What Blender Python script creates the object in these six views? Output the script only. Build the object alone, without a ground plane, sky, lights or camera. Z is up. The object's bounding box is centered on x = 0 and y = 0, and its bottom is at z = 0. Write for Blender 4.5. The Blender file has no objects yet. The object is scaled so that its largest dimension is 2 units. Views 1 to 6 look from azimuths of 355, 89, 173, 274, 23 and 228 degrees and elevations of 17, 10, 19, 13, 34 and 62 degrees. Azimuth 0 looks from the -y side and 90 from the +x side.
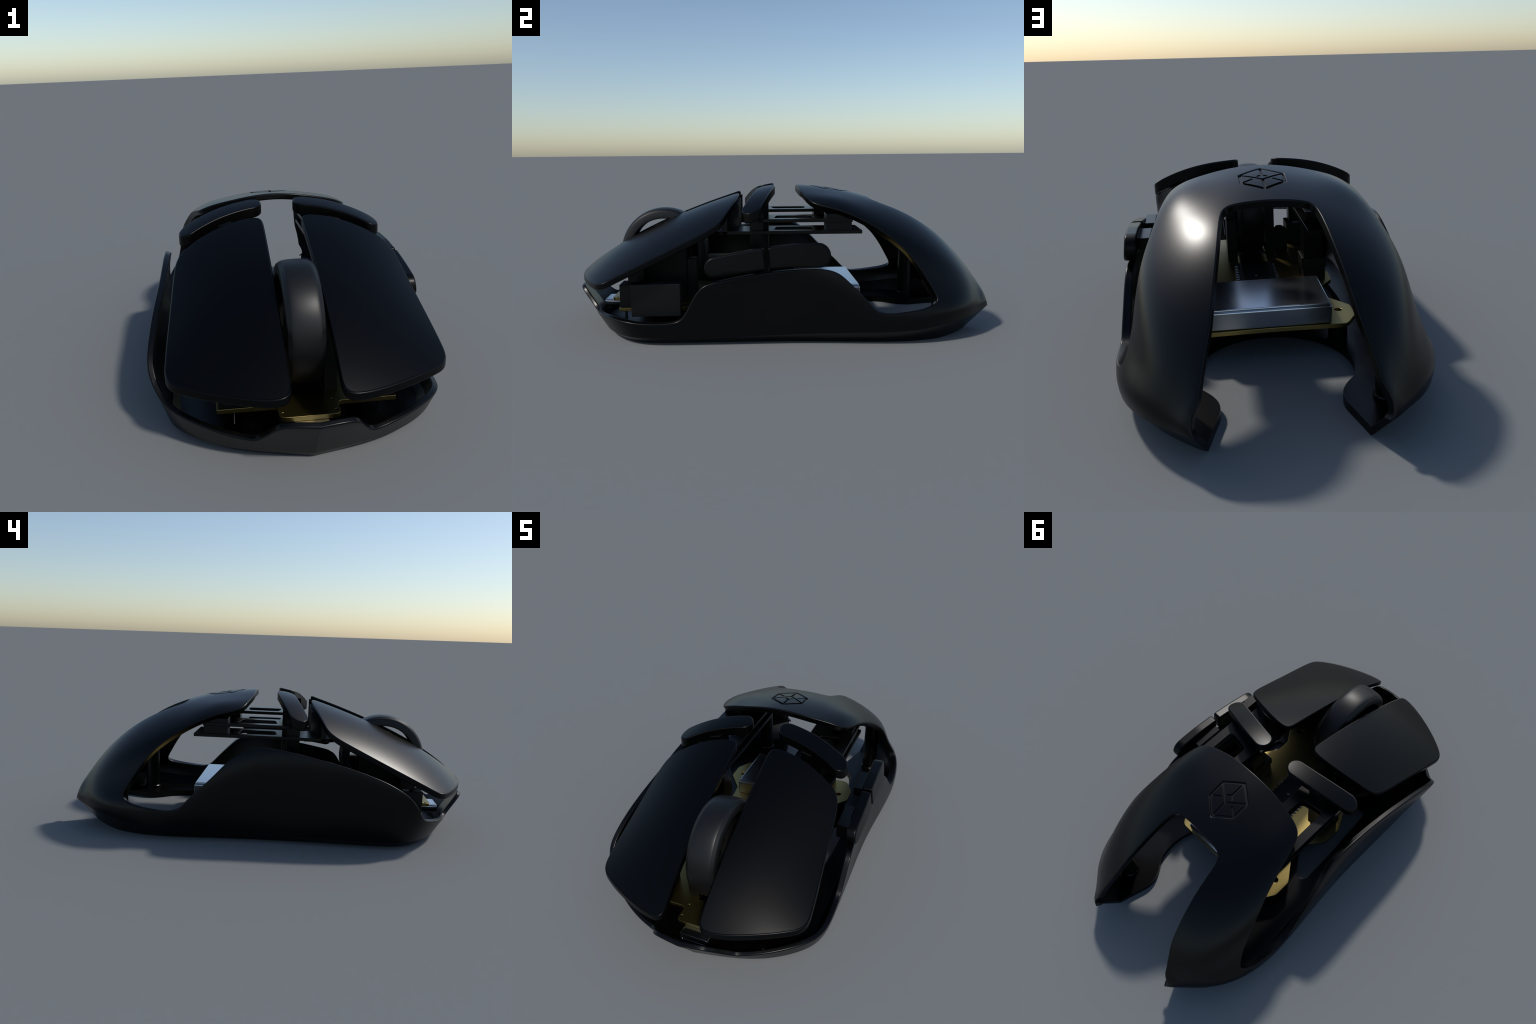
import bpy, bmesh, math
import numpy as np
from mathutils import Vector
from mathutils.geometry import delaunay_2d_cdt

# ------------------------------------------------------------------ scene root
COL = bpy.context.scene.collection
root = bpy.data.objects.new("computer_mouse", None)
COL.objects.link(root)
root["label"] = "open-frame black gaming mouse with gold circuit board"
root["category"] = "computer mouse"


# ------------------------------------------------------------------ materials
def material(name, color, rough, metallic=0.0, vary=0.12, scale=9.0, bump=0.0,
             bump_scale=250.0, coat=0.0, spec=0.5):
    m = bpy.data.materials.new(name)
    m.use_nodes = True
    nt = m.node_tree
    bs = nt.nodes["Principled BSDF"]
    tc = nt.nodes.new("ShaderNodeTexCoord")
    nz = nt.nodes.new("ShaderNodeTexNoise")
    nz.inputs["Scale"].default_value = scale
    nz.inputs["Detail"].default_value = 4.0
    nt.links.new(tc.outputs["Object"], nz.inputs["Vector"])
    rp = nt.nodes.new("ShaderNodeValToRGB")
    rp.color_ramp.elements[0].position = 0.3
    rp.color_ramp.elements[1].position = 0.7
    rp.color_ramp.elements[0].color = [c * (1 - vary) for c in color] + [1]
    rp.color_ramp.elements[1].color = [c * (1 + vary) for c in color] + [1]
    nt.links.new(nz.outputs["Fac"], rp.inputs["Fac"])
    nt.links.new(rp.outputs["Color"], bs.inputs["Base Color"])
    bs.inputs["Roughness"].default_value = rough
    bs.inputs["Metallic"].default_value = metallic
    bs.inputs["Specular IOR Level"].default_value = spec
    bs.inputs["Coat Weight"].default_value = coat
    if bump > 0:
        n2 = nt.nodes.new("ShaderNodeTexNoise")
        n2.inputs["Scale"].default_value = bump_scale
        n2.inputs["Detail"].default_value = 2.0
        nt.links.new(tc.outputs["Object"], n2.inputs["Vector"])
        bp = nt.nodes.new("ShaderNodeBump")
        bp.inputs["Strength"].default_value = bump
        bp.inputs["Distance"].default_value = 0.002
        nt.links.new(n2.outputs["Fac"], bp.inputs["Height"])
        nt.links.new(bp.outputs["Normal"], bs.inputs["Normal"])
    return m


M_PLASTIC = material("black_plastic", (0.0008, 0.0008, 0.0008), 0.30, spec=0.24)
M_KEY = material("key_plastic", (0.0006, 0.0006, 0.0006), 0.31, spec=0.16)
M_RECESS = material("black_plastic_lightened", (0.0025, 0.0025, 0.0025), 0.42, spec=0.32)  # shell black lightened to paint in the lit look of the groove floor
M_RUBBER = material("grey_rubber", (0.005, 0.005, 0.0052), 0.43, spec=0.35)
M_DARK = material("dark_component", (0.002, 0.002, 0.002), 0.45, spec=0.3)
M_GOLD = material("gold_board", (0.42, 0.32, 0.115), 0.32, metallic=1.0, vary=0.05)
M_STEEL = material("battery_steel", (0.52, 0.55, 0.60), 0.22, metallic=1.0, vary=0.04)
M_TIN = material("tinned_pins", (0.48, 0.49, 0.52), 0.20, metallic=1.0, vary=0.04)


# ------------------------------------------------------------------ small maths
def natural_spline(k, p, q):
    """natural cubic spline through p (n,d) at knots k, evaluated at q"""
    k = np.asarray(k, float); p = np.asarray(p, float); q = np.asarray(q, float)
    n = len(k); h = np.diff(k)
    A = np.eye(n); b = np.zeros_like(p)
    for i in range(1, n - 1):
        A[i, i - 1] = h[i - 1]; A[i, i] = 2 * (h[i - 1] + h[i]); A[i, i + 1] = h[i]
        b[i] = 6 * ((p[i + 1] - p[i]) / h[i] - (p[i] - p[i - 1]) / h[i - 1])
    m = np.linalg.solve(A, b.reshape(n, -1)).reshape(p.shape)
    i = np.clip(np.searchsorted(k, q) - 1, 0, n - 2)
    sh = (-1,) + (1,) * (p.ndim - 1)
    t1 = (k[i + 1] - q).reshape(sh); t0 = (q - k[i]).reshape(sh); hh = h[i].reshape(sh)
    return (m[i] * t1 ** 3 + m[i + 1] * t0 ** 3) / (6 * hh) + \
        (p[i] / hh - m[i] * hh / 6) * t1 + (p[i + 1] / hh - m[i + 1] * hh / 6) * t0


def chaikin(pts, it=2, closed=False):
    p = np.asarray(pts, float)
    for _ in range(it):
        if closed:
            a, b = p, np.roll(p, -1, axis=0)
            p = np.stack([.75 * a + .25 * b, .25 * a + .75 * b], 1).reshape(-1, p.shape[1])
        else:
            a, b = p[:-1], p[1:]
            mid = np.stack([.75 * a + .25 * b, .25 * a + .75 * b], 1).reshape(-1, p.shape[1])
            p = np.vstack([p[:1], mid[1:-1], p[-1:]])
    return p


def resample(pts, h, closed=False):
    p = np.asarray(pts, float)
    if closed:
        p = np.vstack([p, p[:1]])
    d = np.r_[0, np.cumsum(np.linalg.norm(np.diff(p, axis=0), axis=1))]
    n = max(2, int(round(d[-1] / h)) + 1)
    q = np.linspace(0, d[-1], n)
    r = np.stack([np.interp(q, d, p[:, i]) for i in range(p.shape[1])], 1)
    return r[:-1] if closed else r


def round_poly(pts, h=0.01):
    """corner list of (x, y, radius) -> dense polygon with filleted corners"""
    n = len(pts); out = []
    for i in range(n):
        a = np.array(pts[i - 1][:2], float); b = np.array(pts[i][:2], float)
        c = np.array(pts[(i + 1) % n][:2], float)
        r = pts[i][2] if len(pts[i]) > 2 else 0.0
        u = a - b; v = c - b
        lu, lv = np.linalg.norm(u), np.linalg.norm(v); u /= lu; v /= lv
        ang = math.acos(np.clip(u @ v, -1, 1))
        if r <= 1e-6 or ang > 3.12:
            out.append(b); continue
        t = min(r / math.tan(ang / 2), .49 * lu, .49 * lv)
        r = t * math.tan(ang / 2)
        w = u + v; w /= np.linalg.norm(w)
        ctr = b + w * (r / math.sin(ang / 2))
        p0 = b + u * t - ctr; p1 = b + v * t - ctr
        a0 = math.atan2(p0[1], p0[0]); a1 = math.atan2(p1[1], p1[0])
        da = (a1 - a0 + math.pi) % (2 * math.pi) - math.pi
        m = max(3, int(abs(da) / 0.2))
        for k in range(m + 1):
            q = a0 + da * k / m
            out.append(ctr + r * np.array([math.cos(q), math.sin(q)]))
    return densify(np.array(out), h)


def densify(p, h):
    out = []
    for a, b in zip(p, np.roll(p, -1, axis=0)):
        n = max(1, int(math.ceil(np.linalg.norm(b - a) / h)))
        for k in range(n):
            out.append(a + (b - a) * k / n)
    return np.array(out)


def circle(cx, cy, r, n=24):
    a = np.linspace(0, 2 * math.pi, n, endpoint=False)
    return np.stack([cx + r * np.cos(a), cy + r * np.sin(a)], 1)


def inside(poly, q):
    x, y = q[:, 0], q[:, 1]
    res = np.zeros(len(q), bool)
    for (x0, y0), (x1, y1) in zip(poly, np.roll(poly, -1, axis=0)):
        if y0 == y1:
            continue
        c = ((y0 > y) != (y1 > y)) & (x < (x1 - x0) * (y - y0) / (y1 - y0) + x0)
        res ^= c
    return res


def area2(p):
    q = np.roll(p, -1, axis=0)
    return float(np.sum(p[:, 0] * q[:, 1] - q[:, 0] * p[:, 1]))


def triangulate(loops, h):
    """loops: first outer, rest holes (dense). Returns 2D verts, tris, loop index lists"""
    pts = [np.asarray(l, float) for l in loops]
    allb = np.vstack(pts)
    lo, hi = allb.min(0), allb.max(0)
    gx = np.arange(lo[0], hi[0], h); gy = np.arange(lo[1], hi[1], h * .866)
    X, Y = np.meshgrid(gx, gy); X = X + (np.arange(len(gy)) % 2)[:, None] * h / 2
    g = np.stack([X.ravel(), Y.ravel()], 1)
    keep = inside(pts[0], g)
    for l in pts[1:]:
        keep &= ~inside(l, g)
    g = g[keep]
    if len(g):
        ok = np.ones(len(g), bool)
        for i in range(0, len(allb), 200):
            d = np.linalg.norm(g[:, None] - allb[None, i:i + 200], axis=2).min(1)
            ok &= d > .62 * h
        g = g[ok]
    idx = []; edges = []; k = 0
    for l in pts:
        ids = list(range(k, k + len(l))); k += len(l); idx.append(ids)
        edges += [(ids[j], ids[(j + 1) % len(ids)]) for j in range(len(ids))]
    v2 = np.vstack([allb, g]) if len(g) else allb
    vo, eo, fo, ov, oe, of = delaunay_2d_cdt([Vector(p) for p in v2], edges, [], 0, 1e-9)
    remap = {}
    for j, orig in enumerate(ov):
        for o in orig:
            remap[j] = o; break
    tri = np.array([[remap[i] for i in f] for f in fo if all(i in remap for i in f)])
    c = v2[tri].mean(1)
    keep = inside(pts[0], c)
    for l in pts[1:]:
        keep &= ~inside(l, c)
    tri = tri[keep]
    a, b, d = v2[tri[:, 0]], v2[tri[:, 1]], v2[tri[:, 2]]
    cr = (b[:, 0] - a[:, 0]) * (d[:, 1] - a[:, 1]) - (b[:, 1] - a[:, 1]) * (d[:, 0] - a[:, 0])
    tri[cr < 0] = tri[cr < 0][:, ::-1]
    tri = tri[np.abs(cr) > 1e-10]
    return v2, tri, idx


def make_object(name, verts, faces, mat, parent=None, normals=None, smooth=True, kind=None):
    me = bpy.data.meshes.new(name)
    me.from_pydata([tuple(map(float, v)) for v in verts], [], [tuple(int(i) for i in f) for f in faces])
    me.validate(); me.update()
    me.materials.append(mat)
    me.polygons.foreach_set("use_smooth", [smooth] * len(me.polygons))
    if normals is not None and len(normals) == len(me.vertices):
        me.normals_split_custom_set_from_vertices([tuple(map(float, n)) for n in normals])
    ob = bpy.data.objects.new(name, me)
    COL.objects.link(ob)
    ob.parent = parent or root
    if kind:
        ob["kind"] = kind
    return ob


def sheet(name, loops, surf, T, r, h, mat, parent=None, vertical=False, flip=False,
          no_rim=None, depth_dir=None, collect=False):
    """A panel cut from the surface surf(q)->(P,N): face, rounded rim of radius r, back face
    T below.  loops in surface parameters. no_rim(loop_points)->bool mask of rim-free vertices"""
    loops = [np.asarray(l, float) for l in loops]
    loops = [l if (area2(l) > 0) == (i == 0) else l[::-1] for i, l in enumerate(loops)]
    v2, tri, idx = triangulate(loops, h)
    P, N = surf(v2)
    sgn = 1.0
    a, b, c = P[tri[:, 0]], P[tri[:, 1]], P[tri[:, 2]]
    if np.sum(np.einsum('ij,ij->i', np.cross(b - a, c - a), N[tri[:, 0]])) < 0:
        tri = tri[:, ::-1]; sgn = -1.0
    D = N.copy() if depth_dir is None else np.tile(np.array(depth_dir, float), (len(P), 1))
    V = [P.copy()]; NN = [N.copy()]; F = [tri]
    n0 = len(P)
    TT = np.broadcast_to(T(P) if callable(T) else T, (len(P),)).reshape(-1, 1).astype(float)
    back_off = P - D * TT
    V.append(back_off); NN.append(-N)
    F.append(tri[:, ::-1] + n0)
    cnt = 2 * n0
    if r <= 0:
        prof = [(0, 0, 0, 1, 0), (0, 0, 1, 1, 0)]
    else:
        prof = [(-r, 0, 0, 0, 1)]
        for k in range(1, 4):
            q = k / 3 * math.pi / 2
            prof.append((-r + r * math.sin(q), r * (1 - math.cos(q)), 0, math.sin(q), math.cos(q)))
        for k in range(0, 4):
            q = k / 3 * math.pi / 2
            prof.append((-r + r * math.cos(q), -r * (1 - math.sin(q)), 1, math.cos(q), -math.sin(q)))
    for ids in idx:
        ids = np.array(ids)
        p = P[ids]; n = D[ids]
        tg = np.roll(p, -1, axis=0) - np.roll(p, 1, axis=0)
        o = np.cross(tg, n) * sgn
        o /= np.maximum(np.linalg.norm(o, axis=1), 1e-9)[:, None]
        nr = no_rim(v2[ids]) if no_rim is not None else np.zeros(len(ids), bool)
        near = np.roll(nr, 1) & np.roll(nr, -1)
        for j in np.where(nr & ~near)[0]:              # where a rim runs out on a seam
            m_ = (j + 1) % len(ids) if not nr[(j + 1) % len(ids)] else j - 1
            o[j] = o[m_]
            if abs(p[j][0]) < 1e-4:
                o[j][0] = 0
                n = n.copy(); n[j][0] = 0; n[j] /= np.linalg.norm(n[j])
        mv = np.where(nr & near, 0.0, 1.0)[:, None]
        # pull the faces back so that the rounded rim ends on the outline
        V[0][ids] = p - r * o * mv
        V[1][ids] = back_off[ids] - r * o * mv
        rings = []
        for (po, pd, pt, no, nn) in prof:
            V.append(p + po * o * mv - (pd + pt * TT[ids]) * n)
            NN.append(no * o + nn * n)
            rings.append(np.arange(cnt, cnt + len(ids))); cnt += len(ids)
        m = len(ids)
        for ra, rb in zip(rings[:-1], rings[1:]):
            for j in range(m):
                k = (j + 1) % m
                if nr[j] and nr[k]:
                    continue
                F.append(np.array([[ra[j], rb[j], rb[k], ra[k]]] if sgn > 0 else
                                  [[ra[j], ra[k], rb[k], rb[j]]]))
    V = np.vstack(V); NN = np.vstack(NN)
    NN /= np.maximum(np.linalg.norm(NN, axis=1), 1e-9)[:, None]
    faces = [tuple(f) for blk in F for f in blk]
    if collect:
        return V, faces, NN
    return make_object(name, V, faces, mat, parent, NN)


def flat(z):
    def f(q):
        P = np.c_[q, np.full(len(q), z)]
        return P, np.tile([0., 0., 1.], (len(q), 1))
    return f


def height(fn, e=1e-3):
    def f(q):
        x, y = q[:, 0], q[:, 1]
        z = fn(x, y)
        dx = (fn(x + e, y) - fn(x - e, y)) / (2 * e)
        dy = (fn(x, y + e) - fn(x, y - e)) / (2 * e)
        N = np.stack([-dx, -dy, np.ones_like(z)], 1)
        return np.stack([x, y, z], 1), N / np.linalg.norm(N, axis=1)[:, None]
    return f


def box(name, x0, x1, y0, y1, z0, z1, mat, bevel=0.004, parent=None, seg=2):
    bm = bmesh.new()
    bmesh.ops.create_cube(bm, size=1)
    for v in bm.verts:
        v.co = Vector(((x0 + x1) / 2 + v.co.x * (x1 - x0), (y0 + y1) / 2 + v.co.y * (y1 - y0),
                       (z0 + z1) / 2 + v.co.z * (z1 - z0)))
    if bevel > 0:
        bmesh.ops.bevel(bm, geom=bm.edges[:], offset=bevel, segments=seg, affect='EDGES', profile=.5)
    me = bpy.data.meshes.new(name); bm.to_mesh(me); bm.free()
    me.materials.append(mat)
    ob = bpy.data.objects.new(name, me); COL.objects.link(ob); ob.parent = parent or root
    return ob


def prism(name, poly, z0, z1, mat, parent=None, bevel=0.003):
    """upright prism; z1 may be a function of (x, y)"""
    n = len(poly)
    if area2(np.array(poly, float)) < 0:
        poly = poly[::-1]
    top = [(x, y, z1(x, y) if callable(z1) else z1) for x, y in poly]
    bot = [(x, y, z0(x, y) if callable(z0) else z0) for x, y in poly]
    bm = bmesh.new()
    vb = [bm.verts.new(p) for p in bot]; vt = [bm.verts.new(p) for p in top]
    bm.faces.new(vb[::-1]); bm.faces.new(vt)
    for i in range(n):
        bm.faces.new((vb[i], vb[(i + 1) % n], vt[(i + 1) % n], vt[i]))
    if bevel > 0:
        bmesh.ops.bevel(bm, geom=bm.edges[:], offset=bevel, segments=2, affect='EDGES', profile=.5)
    me = bpy.data.meshes.new(name); bm.to_mesh(me); bm.free()
    me.materials.append(mat)
    ob = bpy.data.objects.new(name, me); COL.objects.link(ob); ob.parent = parent or root
    return ob


def lathe(name, prof, axis, centre, mat, parent=None, n=96, closed=False):
    """profile of (radius, offset along axis) swept round axis 'x' or 'z'"""
    m = len(prof); V = []; F = []
    for i in range(n):
        a = 2 * math.pi * i / n; c, s = math.cos(a), math.sin(a)
        for r, t in prof:
            p = (t, r * c, r * s) if axis == 'x' else (r * c, r * s, t)
            V.append((p[0] + centre[0], p[1] + centre[1], p[2] + centre[2]))
    for i in range(n):
        j = (i + 1) % n
        for k in range(m if closed else m - 1):
            l = (k + 1) % m
            F.append((i * m + k, j * m + k, j * m + l, i * m + l))
    if not closed:
        for k in (0, m - 1):
            F.append(tuple(i * m + k for i in range(n)))
    ob = make_object(name, V, F, mat, parent)
    bm = bmesh.new(); bm.from_mesh(ob.data)
    bmesh.ops.recalc_face_normals(bm, faces=bm.faces[:])
    for e in bm.edges:
        if len(e.link_faces) == 2 and e.calc_face_angle(0) > math.radians(40):
            e.smooth = False
    bm.to_mesh(ob.data); bm.free()
    return ob


def rod(name, x, y, r, z0, z1, mat, parent=None, n=32):
    b = min(.004, r * .3)
    return lathe(name, [(r - b, z0), (r, z0 + b), (r, z1 - b), (r - b, z1)], 'z', (x, y, 0), mat, parent, n)


# ================================================================== outer hull surface
# cross-sections of one half, from the lower crease up over the side to the spine (x = 0)
SECTIONS = [
    [(0, -.888, .025), (0, -.955, .125), (0, -1.022, .235), (0, -1.00, .320), (0, -.90, .36), (0, -.80, .40)],
    [(.187, -.850, .027), (.203, -.912, .125), (.215, -.974, .235), (.20, -.95, .31), (.12, -.87, .36), (0, -.76, .42)],
    [(.358, -.772, .030), (.392, -.808, .135), (.412, -.842, .240), (.36, -.85, .29), (.20, -.80, .38), (0, -.72, .44)],
    [(.460, -.670, .034), (.496, -.697, .150), (.518, -.712, .250), (.44, -.74, .31), (.22, -.70, .41), (0, -.66, .46)],
    [(.488, -.550, .033), (.516, -.562, .170), (.530, -.573, .315), (.44, -.58, .38), (.22, -.57, .47), (0, -.56, .50)],
    [(.490, -.420, .033), (.510, -.420, .190), (.520, -.420, .370), (.44, -.42, .46), (.22, -.42, .535), (0, -.42, .555)],
    [(.489, -.250, .035), (.501, -.250, .200), (.505, -.250, .412), (.41, -.25, .545), (.21, -.25, .61), (0, -.25, .625)],
    [(.489, -.050, .042), (.498, -.050, .210), (.496, -.050, .448), (.37, -.05, .590), (.20, -.05, .66), (0, -.05, .682)],
    [(.497, .120, .050), (.510, .120, .210), (.496, .120, .435), (.345, .12, .602), (.20, .12, .656), (0, .12, .681)],
    [(.512, .280, .056), (.525, .280, .190), (.502, .280, .370), (.368, .28, .580), (.20, .28, .643), (0, .28, .664)],
    [(.523, .420, .059), (.530, .420, .165), (.486, .420, .340), (.399, .42, .515), (.20, .42, .609), (0, .42, .631)],
    [(.522, .600, .068), (.523, .600, .150), (.461, .600, .310), (.387, .60, .445), (.20, .60, .545), (0, .60, .570)],
    [(.482, .750, .087), (.488, .750, .145), (.435, .750, .240), (.366, .75, .361), (.20, .75, .455), (0, .75, .482)],
    [(.408, .870, .100), (.409, .870, .140), (.376, .870, .205), (.316, .87, .279), (.20, .87, .345), (0, .87, .368)],
    [(.328, .950, .108), (.328, .950, .130), (.309, .950, .167), (.275, .95, .206), (.20, .95, .240), (0, .95, .258)],
    [(.297, .980, .111), (.298, .980, .130), (.285, .98, .153), (.253, .98, .178), (.17, .98, .200), (0, .98, .212)],
    [(.270, 1.00, .1125), (.268, 1.0, .121), (.252, 1.0, .130), (.215, 1.0, .140), (.13, 1.0, .152), (0, 1.0, .160)],
    [(.225, 1.03, .115), (.21, 1.03, .117), (.19, 1.03, .119), (.15, 1.03, .121), (.09, 1.03, .123), (0, 1.03, .125)],
]
# outline of the flat underside, one point per cross-section
SOLE = [(0, -.868), (.178, -.822), (.333, -.745), (.420, -.650), (.440, -.55), (.442, -.42), (.440, -.25),
        (.440, -.05), (.445, .12), (.456, .28), (.465, .42), (.458, .60), (.402, .75), (.305, .855),
        (.258, .893), (.246, .900), (.238, .905), (.22, .92)]

SEC = np.array(SECTIONS, float)                      # (sections, rows, 3)


def fair(y, v, lam):
    """smooth a sequence v sampled at y by penalising its second differences"""
    n = len(y); D = np.zeros((n - 2, n))
    for i in range(n - 2):
        h0, h1 = y[i + 1] - y[i], y[i + 2] - y[i + 1]
        D[i, i] = 2 / (h0 * (h0 + h1)); D[i, i + 1] = -2 / (h0 * h1); D[i, i + 2] = 2 / (h1 * (h0 + h1))
    W = np.eye(n); W[0, 0] = W[-1, -1] = 50.0; W[-2, -2] = 25.0
    return np.linalg.solve(W + lam * D.T @ D, W @ v)


for row in range(6):                                  # fair the flanks and the back, not the nose
    k = slice(4, 15)
    SEC[k, row, 0] = fair(SEC[k, row, 1], SEC[k, row, 0], 4e-5 if row in (3, 4) else 1e-5)
    SEC[k, row, 2] = fair(SEC[k, row, 1], SEC[k, row, 2], 3e-5 if row in (3, 4, 5) else 8e-6)
NSEC, NROW = SEC.shape[:2]
mid = SEC[:, 1]
S_KNOT = np.r_[0, np.cumsum(np.maximum(np.linalg.norm(np.diff(SEC[:, 1], axis=0), axis=1), .03))]
hum = SEC[7:12]
T_KNOT = np.r_[0, np.cumsum(np.linalg.norm(np.diff(hum, axis=1), axis=2).mean(0))]   # 0 at crease
T_MAX = T_KNOT[-1]
NS, NT = 420, 281
S_G = np.linspace(0, S_KNOT[-1], NS)
T_G = np.linspace(-T_MAX, T_MAX, NT)                 # -T_MAX: -x crease, 0: spine, T_MAX: +x crease
full = np.concatenate([SEC * np.array([-1, 1, 1]), SEC[:, -2::-1]], axis=1)   # -x crease ... spine ... +x crease
full_knot = np.r_[T_KNOT - T_MAX, (T_MAX - T_KNOT[-2::-1])]
tmp = natural_spline(S_KNOT, full, S_G)              # (NS, 2*NROW-1, 3)
GRID = natural_spline(full_knot, tmp.transpose(1, 0, 2), T_G).transpose(1, 0, 2)  # (NS, NT, 3)
dS = np.gradient(GRID, S_G, axis=0); dT = np.gradient(GRID, T_G, axis=1)
GN = np.cross(dS, dT)
GN /= np.maximum(np.linalg.norm(GN, axis=2), 1e-9)[..., None]


def bil(A, q):
    fs = np.clip(q[:, 0] / S_G[-1] * (NS - 1), 0, NS - 1.0001)
    ft = np.clip((q[:, 1] + T_MAX) / (2 * T_MAX) * (NT - 1), 0, NT - 1.0001)
    i, j = fs.astype(int), ft.astype(int); a, b = (fs - i)[:, None], (ft - j)[:, None]
    return A[i, j] * (1 - a) * (1 - b) + A[i + 1, j] * a * (1 - b) + A[i, j + 1] * (1 - a) * b + A[i + 1, j + 1] * a * b


def hull(q):
    P = bil(GRID, q); N = bil(GN, q)
    return P, N / np.linalg.norm(N, axis=1)[:, None]


if hull(np.array([[S_KNOT[9], 0.]]))[1][0][2] < 0:
    GN *= -1


def locate(pts, weight=(1, 1, 1)):
    """nearest (s, t) on the hull for 3D guide points"""
    w = np.array(weight, float)
    out = []
    flatg = (GRID * w).reshape(-1, 3)
    for p in np.asarray(pts, float):
        lim = (np.sign(GRID[..., 0]) * np.sign(p[0]) < 0).ravel() if abs(p[0]) > 1e-6 else None
        d = ((flatg - p * w) ** 2).sum(1)
        if lim is not None:
            d = d + lim * 1.0
        k = int(d.argmin()); i, j = divmod(k, NT)
        q = np.array([S_G[i], T_G[j]])
        for _ in range(8):
            P0 = bil(GRID, q[None])[0]
            e = 2e-3
            Ja = (bil(GRID, q[None] + [e, 0])[0] - bil(GRID, q[None] - [e, 0])[0]) / (2 * e)
            Jb = (bil(GRID, q[None] + [0, e])[0] - bil(GRID, q[None] - [0, e])[0]) / (2 * e)
            J = np.stack([Ja, Jb], 1) * w[:, None]
            dq = np.linalg.lstsq(J, (p - P0) * w, rcond=None)[0]
            dq = np.clip(dq, -.02, .02)
            q = q + dq
            q[0] = np.clip(q[0], 0, S_G[-1]); q[1] = np.clip(q[1], -T_MAX, T_MAX)
        out.append(q)
    return np.array(out)


# edge guides on the hull (+x side; mirrored where the two sides agree)
NOTCH = [(.269, .997, .112), (.258, .975, .190), (.242, .940, .252), (.224, .880, .335), (.206, .810, .408), (.192, .740, .467),
         (.178, .656, .518), (.168, .570, .562), (.160, .500, .594), (.148, .466, .608), (.120, .450, .616), (0, .446, .623)]
HUMP_EDGE = [(0, .097, .678), (.141, .099, .671), (.225, .113, .647), (.290, .127, .625), (.326, .148, .610), (.348, .195, .598),
             (.374, .290, .578), (.391, .360, .553), (.406, .430, .514), (.428, .503, .460), (.445, .561, .409),
             (.458, .613, .338), (.469, .657, .273), (.477, .688, .212), (.487, .686, .182), (.502, .648, .163), (.520, .590, .153),
             (.530, .480, .140), (.532, .440, .143), (.530, .412, .158)]
WALL_RIGHT = [(.525, .370, .208), (.515, .311, .268), (.508, .262, .314), (.503, .220, .335), (.500, .170, .342), (.498, .100, .341),
              (.496, -.020, .332), (.498, -.190, .310), (.505, -.295, .288), (.510, -.340, .275), (.515, -.370, .245), (.52, -.398, .195),
              (.52, -.420, .148), (.52, -.445, .114), (.52, -.490, .101), (.52, -.610, .097), (.50, -.690, .103),
              (.465, -.735, .110), (.398, -.785, .116)]
WALL_LEFT = [(.520, .350, .228), (.504, .206, .375), (.494, .141, .425), (.483, .088, .450), (.476, .036, .455),
             (.475, -.048, .448), (.484, -.189, .424), (.493, -.300, .402), (.518, -.466, .358), (.526, -.600, .303),
             (.524, -.652, .268), (.514, -.690, .222), (.505, -.718, .172), (.475, -.742, .142), (.410, -.786, .130)]
RIM_FRONT = [(.272, -.858, .107), (.215, -.883, .094), (.185, -.893, .098), (.155, -.925, .135), (.130, -.953, .180), (.108, -.968, .201),
             (.060, -.986, .199), (0, -1.0, .190)]


def mirror(pts):
    return [(-x, y, z) for x, y, z in pts]


HS = .014


def hull_path(pts, it=2, side=1.0):
    q = locate(pts)
    for i, p in enumerate(pts):
        if abs(p[0]) < 1e-6:
            if p[1] > 0:
                q[i, 1] = 0.0
            elif p[1] < -.9:
                q[i, 0] = 0.0
                # on the keel both halves share x = 0: choose the half by side
                zz = bil(GRID, np.c_[np.zeros(NT), T_G])[:, 2]
                half = (T_G * side > .45 * T_MAX)
                k = np.argmin(np.where(half, np.abs(zz - p[2]), 9))
                q[i, 1] = T_G[k]
    return resample(chaikin(q, it), HS)


tip = locate([NOTCH[0]])[0]
s_tip = tip[0]
crease_s = np.linspace(0, s_tip, int(s_tip / HS))
right_crease = np.c_[crease_s, np.full(len(crease_s), T_MAX)]
left_crease = np.c_[crease_s[::-1], np.full(len(crease_s), -T_MAX)]
notch_r = hull_path(NOTCH); notch_r[0] = [s_tip, T_MAX]
notch_l = (notch_r * [1, -1])[::-1]
upper_r = hull_path(HUMP_EDGE + WALL_RIGHT + RIM_FRONT, side=1.0)
upper_l = hull_path(mirror(HUMP_EDGE + WALL_LEFT + RIM_FRONT), side=-1.0)
keel_r = resample(np.array([upper_r[-1], [0, T_MAX]]), HS)
keel_l = resample(np.array([upper_l[-1], [0, -T_MAX]]), HS)[::-1]
outline = np.vstack([right_crease[:-1], notch_r[:-1], notch_l[:-1], left_crease[:-1], keel_l[:-1],
                     upper_l[::-1][:-1], upper_r[:-1], keel_r[:-1]])


def free_edges(q):
    return (np.abs(np.abs(q[:, 1]) - T_MAX) < 1e-6) | (q[:, 0] < 1e-6)


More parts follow.
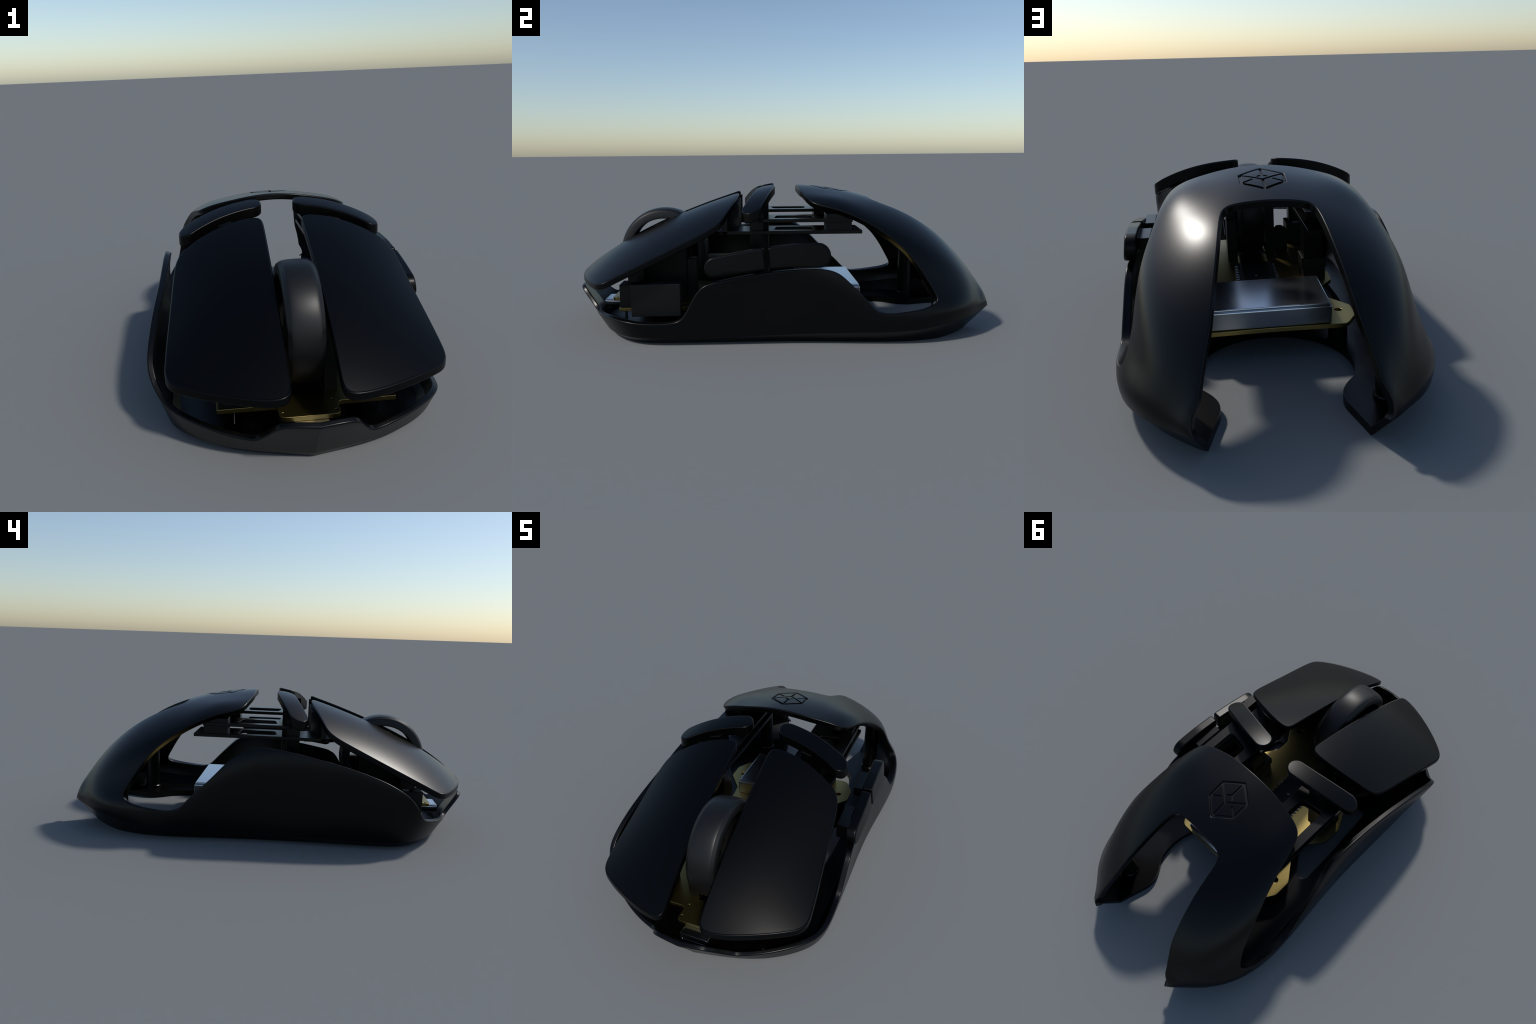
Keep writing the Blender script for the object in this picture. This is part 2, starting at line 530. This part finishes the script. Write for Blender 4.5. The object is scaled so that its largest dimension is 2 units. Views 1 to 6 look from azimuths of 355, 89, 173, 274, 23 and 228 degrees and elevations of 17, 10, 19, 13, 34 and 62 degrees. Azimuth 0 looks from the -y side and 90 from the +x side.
# ------------------------------------------------------------------ engraved cube mark
def stroke_offset(path, d):
    """offset a closed path (which may double back on itself) to its left by d"""
    p = [np.array(v, float) for v in path]; n = len(p); out = []
    for i in range(n):
        a, b, c = p[i - 1], p[i], p[(i + 1) % n]
        u = (b - a) / np.linalg.norm(b - a); v = (c - b) / np.linalg.norm(c - b)
        nu = np.array([-u[1], u[0]]); nv = np.array([-v[1], v[0]])
        if u @ v < -.999:
            out += [b + nu * d + u * d * .6, b + nv * d + u * d * .6]
        else:
            w = nu + nv
            out.append(b + w * d * 2 / (w @ w))
    return np.array(out)


HA, HB, HC, HD, HE, HF = (.079, .222), (0, .164), (-.079, .222), (-.077, .303), (0, .362), (.077, .303)
HM, HI = (0, .284), (0, .238)
cells = [[HA, HM, HC, HB, HI, (-.017, .252), HI, (.017, .252), HI, HB],
         [HA, HF, (.038, .276), HF, HE, HM],
         [HC, HM, HE, HD, (-.038, .276), HD]]
LW = .0049
top_z = lambda x, y: np.interp(y, [.05, .12, .28, .42], [.681, .678, .660, .628])


def to_hull(poly):
    return locate([(x, y, top_z(x, y)) for x, y in poly], weight=(1, 1, .05))


hexa = np.array([HA, HB, HC, HD, HE, HF])
hexa = stroke_offset(hexa if area2(hexa) > 0 else hexa[::-1], -LW)
hex_q = to_hull(densify(hexa, .012))
wall_thickness = lambda P: np.interp(P[:, 1], [-.85, -.6, -.3, .05, .35], [.020, .024, .028, .028, .030]) + \
    .005 * np.interp(P[:, 1], [.25, .45, .75, .9], [0, 1, 1, 0]) * np.interp(np.abs(P[:, 0]), [.38, .46], [0, 1])
shell = sheet("shell", [outline, hex_q], hull, wall_thickness, .0055, .019, M_PLASTIC, no_rim=free_edges)
hull_low = lambda q: (lambda P, N: (P - N * .0065, N))(*hull(q))
sheet("emblem_recess", [to_hull(densify(stroke_offset(hexa if area2(hexa) > 0 else hexa[::-1], -.002), .012))], hull_low, .004, 0, .02, M_RECESS, parent=shell)
for cell in cells:
    if area2(np.array(cell)) < 0:
        cell = cell[::-1]
    sheet("emblem_facet", [to_hull(densify(stroke_offset(cell, LW), .008))], hull, .0070, .0006, .012,
          M_PLASTIC, parent=shell)

# ------------------------------------------------------------------ sole: chamfer, floor with openings
sole_s = np.linspace(0, s_tip - .012, int(s_tip / HS))
sole_pts = natural_spline(S_KNOT, np.array(SOLE, float), sole_s)
cr_P, cr_N = hull(np.c_[sole_s, np.full(len(sole_s), T_MAX)])
FLOOR = .030
inner = cr_P - cr_N * .016
inner[:, 2] = cr_P[:, 2] + .004 + .018 * np.clip((sole_s[-1] - sole_s) / .15, 0, 1)
cut = sole_pts[-1]
ang = np.linspace(math.radians(24), math.radians(-90), 26)
bay = [(cut[0], cut[1]), (.214, .80), (.200, .755), (.198, .715), (.212, .672), (.240, .630)] + \
      [(.286 * math.cos(a), .492 + .286 * math.sin(a)) for a in ang]
bay = chaikin(np.array(bay), 1)
half = np.vstack([sole_pts[:-1], bay])
floor_loop = np.vstack([half[:-1], (half * [-1, 1])[::-1][:-1]])
keep = np.r_[True, np.linalg.norm(np.diff(floor_loop, axis=0), axis=1) > 1e-5]
floor_loop = floor_loop[keep]
floor_loop = resample(floor_loop, .016, closed=True)
slot = [(.225, -.372, .03), (.340, -.372, .03), (.360, -.10, .1), (.368, .14, .03), (.322, .162, .03), (.235, .05, .05)]
slot_r = round_poly(slot, .02)
V, F, Nn = sheet("sole", [floor_loop, slot_r, slot_r * [-1, 1]], flat(FLOOR), FLOOR, .0, .05, M_PLASTIC, collect=True)
V = list(map(tuple, V)); F = [tuple(f) for f in F]; Nn = list(map(tuple, Nn))
for sx in (1, -1):
    m = len(sole_s)
    A = np.c_[sole_pts, np.zeros(m)]; B = cr_P.copy(); C = inner; Dd = np.c_[sole_pts, np.full(m, FLOOR)]
    ringpts = [A, B, C, Dd]
    for u, v in ((0, 1), (1, 2), (2, 3)):
        a, b = ringpts[u] * [sx, 1, 1], ringpts[v] * [sx, 1, 1]
        t = np.gradient(a, axis=0)
        n = np.cross(b - a, t) * sx
        n /= np.maximum(np.linalg.norm(n, axis=1), 1e-9)[:, None]
        if u == 2:
            n[:, :] = np.where(n[:, 2:3] < 0, -n, n)
        elif u == 0:
            n[:, :] = np.where(n[:, 2:3] > 0, -n, n)
        k0 = len(V)
        V += list(map(tuple, a)) + list(map(tuple, b)); Nn += list(map(tuple, n)) * 2
        for j in range(m - 1):
            F.append((k0 + j, k0 + j + 1, k0 + m + j + 1, k0 + m + j))
    k0 = len(V)
    for rp in ringpts:
        V.append(tuple(rp[-1] * [sx, 1, 1])); Nn.append((-.5 * sx, .85, 0))
    F.append((k0, k0 + 1, k0 + 2, k0 + 3))
base = make_object("sole", V, F, M_PLASTIC, None)
bm = bmesh.new(); bm.from_mesh(base.data)
bmesh.ops.remove_doubles(bm, verts=bm.verts[:], dist=1e-5)
bmesh.ops.recalc_face_normals(bm, faces=bm.faces[:])
for e in bm.edges:
    if len(e.link_faces) != 2 or e.calc_face_angle(0) > math.radians(22):
        e.smooth = False
bm.to_mesh(base.data); bm.free()

# posts standing on the sole
for sx in (1, -1):
    rod("support_post", sx * .280, .270, .038, .028, .1125, M_PLASTIC, base)
    rod("support_post", sx * .247, -.455, .036, .028, .1125, M_PLASTIC, base)
    rod("hump_post", sx * .337, .747, .040, .020, .330, M_PLASTIC, base)
    rod("post_collar", sx * .337, .747, .046, .020, .046, M_PLASTIC, base)


# ================================================================== top surface of the keys
# crown line of the keys and how far they fall away towards the outer edge (smooth fits)
CROWN = np.polyfit([-.985, -.96, -.93, -.88, -.81, -.75, -.69, -.55, -.43, -.35, -.25, -.20, -.06, .05],
                   [.266, .288, .315, .350, .393, .426, .458, .524, .572, .598, .631, .645, .684, .692], 5)
FALL = np.polyfit([-.97, -.8, -.6, -.4, -.2, -.1, 0.0], [.110, .120, .131, .123, .108, .106, .112], 4)
BOW = np.polyfit([-.97, -.6, -.2, 0.0], [1.50, 1.88, 2.45, 2.6], 3)


def key_top(x, y):
    return np.polyval(CROWN, y) - np.polyval(FALL, y) * (np.abs(x) / .455) ** np.polyval(BOW, y)


key_surf = height(key_top)
KEY = [(.076, -.86), (.074, -.930), (.084, -.958), (.125, -.962), (.200, -.943), (.270, -.916), (.340, -.884), (.400, -.850),
       (.446, -.818), (.467, -.782), (.465, -.720), (.460, -.650), (.452, -.550), (.444, -.450), (.437, -.360), (.430, -.305),
       (.410, -.265), (.370, -.246), (.300, -.222), (.230, -.202), (.160, -.190), (.112, -.188), (.085, -.198), (.076, -.225),
       (.076, -.300), (.077, -.500), (.077, -.700)]
click = []
for sx in (1, -1):
    poly = resample(chaikin(KEY, 3, True), .012, True) * [sx, 1]
    k = sheet("click_button", [poly], key_surf, .030, .006, .022, M_KEY, depth_dir=(0, 0, 1))
    click.append(k)
    under = lambda x, y: float(key_top(np.array([x]), np.array([y]))[0]) - .02
    # rear web and spring plate of the key
    prism("button_web", [(sx * x, y) for x, y in [(.140, -.200), (.240, -.213), (.340, -.247), (.355, -.262), (.355, -.240), (.335, -.225),
                                                 (.24, -.190), (.140, -.180)]], .478, under, M_PLASTIC, k, bevel=0)
    pl = round_poly([(.145, -.30, .0), (.355, -.30, .0), (.355, .374, .003), (.145, .374, .003)], .05) * [sx, 1]
    ho = round_poly([(.195, -.012, .02), (.310, -.030, .02), (.310, .165, .02), (.195, .150, .02)], .05) * [sx, 1]
    sheet("spring_plate", [pl, ho], flat(.491), .016, .002, .08, M_PLASTIC, k)
    # plunger above the switch
    prism("button_plunger", [(sx * x, y) for x, y in [(.215, -.712), (.290, -.712), (.290, -.637), (.215, -.637)]],
          .246, under, M_PLASTIC, k)

# mode keys behind the click keys
for sx in (1, -1):
    c0 = np.array([.112, -.060]); c1 = np.array([.372, -.128]); hw = .045
    d = (c1 - c0) / np.linalg.norm(c1 - c0); nrm = np.array([-d[1], d[0]])
    bow = .012
    side_a = [c0 + (c1 - c0) * t - nrm * (hw - bow * 4 * t * (1 - t) * .5) for t in np.linspace(0, 1, 12)]
    side_b = [c0 + (c1 - c0) * t + nrm * (hw + bow * 4 * t * (1 - t) * .5) for t in np.linspace(1, 0, 12)]
    cap1 = [c1 + hw * (math.sin(a) * d - math.cos(a) * nrm) for a in np.linspace(0, math.pi, 14)[1:-1]]
    cap0 = [c0 + hw * (-math.sin(a) * d + math.cos(a) * nrm) for a in np.linspace(0, math.pi, 14)[1:-1]]
    poly = densify(np.array(side_a + cap1 + side_b + cap0), .012) * [sx, 1]
    mk = sheet("mode_button", [poly], key_surf, .046, .006, .016, M_KEY, depth_dir=(0, 0, 1))
    prism("mode_plunger", [(sx * x, y) for x, y in [(.200, -.138), (.305, -.138), (.305, -.077), (.280, -.050), (.200, -.050)]],
          .232, lambda x, y: float(key_top(np.array([x]), np.array([y]))[0]) - .03, M_PLASTIC, mk)
    pl = round_poly([(.145, -.10, .0), (.355, -.10, .0), (.355, .330, .003), (.145, .330, .003)], .05) * [sx, 1]
    ho = round_poly([(.195, -.012, .02), (.310, -.030, .02), (.310, .165, .02), (.195, .150, .02)], .05) * [sx, 1]
    sheet("spring_plate", [pl, ho], flat(.545), .016, .002, .08, M_PLASTIC, mk)
    box("plate_spacer", *sorted((sx * .250, sx * .347)), .210, .327, .490, .565, M_PLASTIC, .002, mk)


# ================================================================== thumb buttons (+x side)
def thumb_surf(q):
    y, z = q[:, 0], q[:, 1]
    fx = lambda y, z: .534 - .10 * np.maximum(z - .33, 0) - .15 * np.maximum(-y - .1, 0) ** 2 - .3 * np.maximum(y - .08, 0) ** 2
    e = 1e-3
    x = fx(y, z)
    N = np.stack([np.ones_like(x), -(fx(y + e, z) - fx(y - e, z)) / (2 * e), -(fx(y, z + e) - fx(y, z - e)) / (2 * e)], 1)
    return np.stack([x, y, z], 1), N / np.linalg.norm(N, axis=1)[:, None]


fore = [(-.336, .308, .055), (-.336, .392, .05), (-.20, .418, .4), (-.078, .440, .010), (-.068, .347, .012), (-.20, .327, .4)]
aft = [(-.061, .440, .010), (.05, .452, .4), (.213, .455, .055), (.213, .350, .055), (.05, .355, .4), (-.054, .347, .008)]
for pts in (fore, aft):
    tb = sheet("thumb_button", [round_poly(pts, .012)], thumb_surf, .048, .009, .02, M_KEY, depth_dir=(1, 0, 0))
    y0, y1, z0 = ((-.318, -.165, .335), (-.040, .106, .372))[pts is aft]
    box("button_arm", .432, .484, y0, y1, z0, .418 if pts is aft else .405, M_PLASTIC, .003, tb)

# ================================================================== scroll wheel
wc = (0, -.573, .354)
hw = .064
prof = [(.168, -hw + .004), (.172, -hw), (.203, -hw), (.2085, -hw + .004), (.212, -hw + .012)]
prof += [(.212 + .0075 * math.cos(a), .052 * math.sin(a)) for a in np.linspace(-1.4, 1.4, 13)]
prof += [(.212, hw - .012), (.2085, hw - .004), (.203, hw), (.172, hw), (.168, hw - .004)]
wheel = lathe("scroll_wheel", prof, 'x', wc, M_RUBBER, None, 72, closed=True)
for sx in (1, -1):
    box("wheel_bracket", *sorted((sx * .072, sx * .117)), -.690, -.457, .128, .395, M_DARK, .003, wheel)
box("wheel_encoder", .072, .118, -.455, -.405, .128, .330, M_DARK, .003, wheel)

# ================================================================== circuit board
half = [(0, -.836, 0), (.102, -.836, .022), (.102, -.756, .02), (.308, -.756, .004), (.308, -.45, .02), (.285, -.405, .03), (.250, -.355, .03),
        (.250, -.285, .03), (.290, -.225, .03), (.326, -.160, .04), (.322, -.060, .04), (.268, .010, .03), (.252, .060, .03), (.262, .135, .02),
        (.338, .232, .03), (.338, .322, .04), (.290, .398, .04), (0, .392, 0)]
pcb = round_poly(half + [(-x, y, r) for x, y, r in half[::-1][1:-1]], .02)
holes = [circle(sx * .281, .269, .015) for sx in (1, -1)] + [circle(sx * .247, -.455, .015) for sx in (1, -1)]
holes += [circle(sx * .088, yy, .006, 10) for sx in (1, -1) for yy in (-.745, -.81)]
holes += [round_poly([(-.071, -.70, .004), (.071, -.70, .004), (.071, -.475, .004), (-.071, -.475, .004)], .03)]
board = sheet("circuit_board", [pcb] + holes, flat(.130), .017, .0015, .045, M_GOLD)

# battery can: body, slightly smaller lid
bat = box("battery", -.232, .232, .092, .390, .1305, .203, M_STEEL, .006, None, 3)
box("battery_lid", -.228, .228, .096, .386, .200, .2125, M_STEEL, .004, bat, 3)

# switches
for sx in (1, -1):
    sw = box("click_switch", *sorted((sx * .200, sx * .300)), -.752, -.620, .1305, .238, M_DARK, .002, None)
    if sx > 0:
        box("switch_cover", .345, .405, -.678, -.455, .112, .261, M_DARK, .002, sw)
    box("switch_actuator", *sorted((sx * .235, sx * .275)), -.690, -.655, .236, .249, M_TIN, .002, sw)
    rod("switch_pin", sx * .250, -.735, .006, .060, .114, M_TIN, sw, 10)
    ms = box("mode_switch", *sorted((sx * .200, sx * .297)), -.172, -.070, .1305, .186, M_DARK, .002, None)
    box("switch_cap", *sorted((sx * .192, sx * .302)), -.177, -.068, .187, .235, M_DARK, .003, ms)
    box("thumb_switch", *sorted((sx * .255, sx * .320)), -.06, .02, .1305, .17, M_DARK, .002, board) if sx > 0 else None

box("board_relay", -.186, -.125, -.560, -.500, .1305, .243, M_DARK, .003, board)
rod("relay_cap", -.150, -.530, .022, .242, .256, M_DARK, board, 20)

# chip with pins
chip = box("microchip", -.080, .080, -.300, -.035, .132, .150, M_DARK, .002, None)
pin = None
for sx in (1, -1):
    for i in range(12):
        y = -.288 + i * .022
        if pin is None:
            pin = box("chip_pin", .078, .094, y - .005, y + .005, .1315, .140, M_TIN, .001, chip)
            pin_y = y
        else:
            o = pin.copy(); COL.objects.link(o); o.parent = chip
            o.location = (0 if sx > 0 else -.172, y - pin_y, 0)
rod("chip_dot", .006, -.115, .006, .149, .1512, M_TIN, chip, 14)

# charging socket under the board's tongue
sock = round_poly([(-.066, .076, .012), (.066, .076, .012), (.066, .1125, .012), (-.066, .1125, .012)], .01)
def socket_surf(q):
    P = np.c_[q[:, 0], np.full(len(q), -.882), q[:, 1]]
    return P, np.tile([0., -1., 0.], (len(q), 1))
sock_in = round_poly([(-.058, .082, .010), (.058, .082, .010), (.058, .1065, .010), (-.058, .1065, .010)], .01)
usb = sheet("charging_socket", [sock, sock_in], socket_surf, .085, .001, .01, M_TIN)
box("socket_tongue", -.045, .045, -.874, -.815, .091, .098, M_DARK, .001, usb)
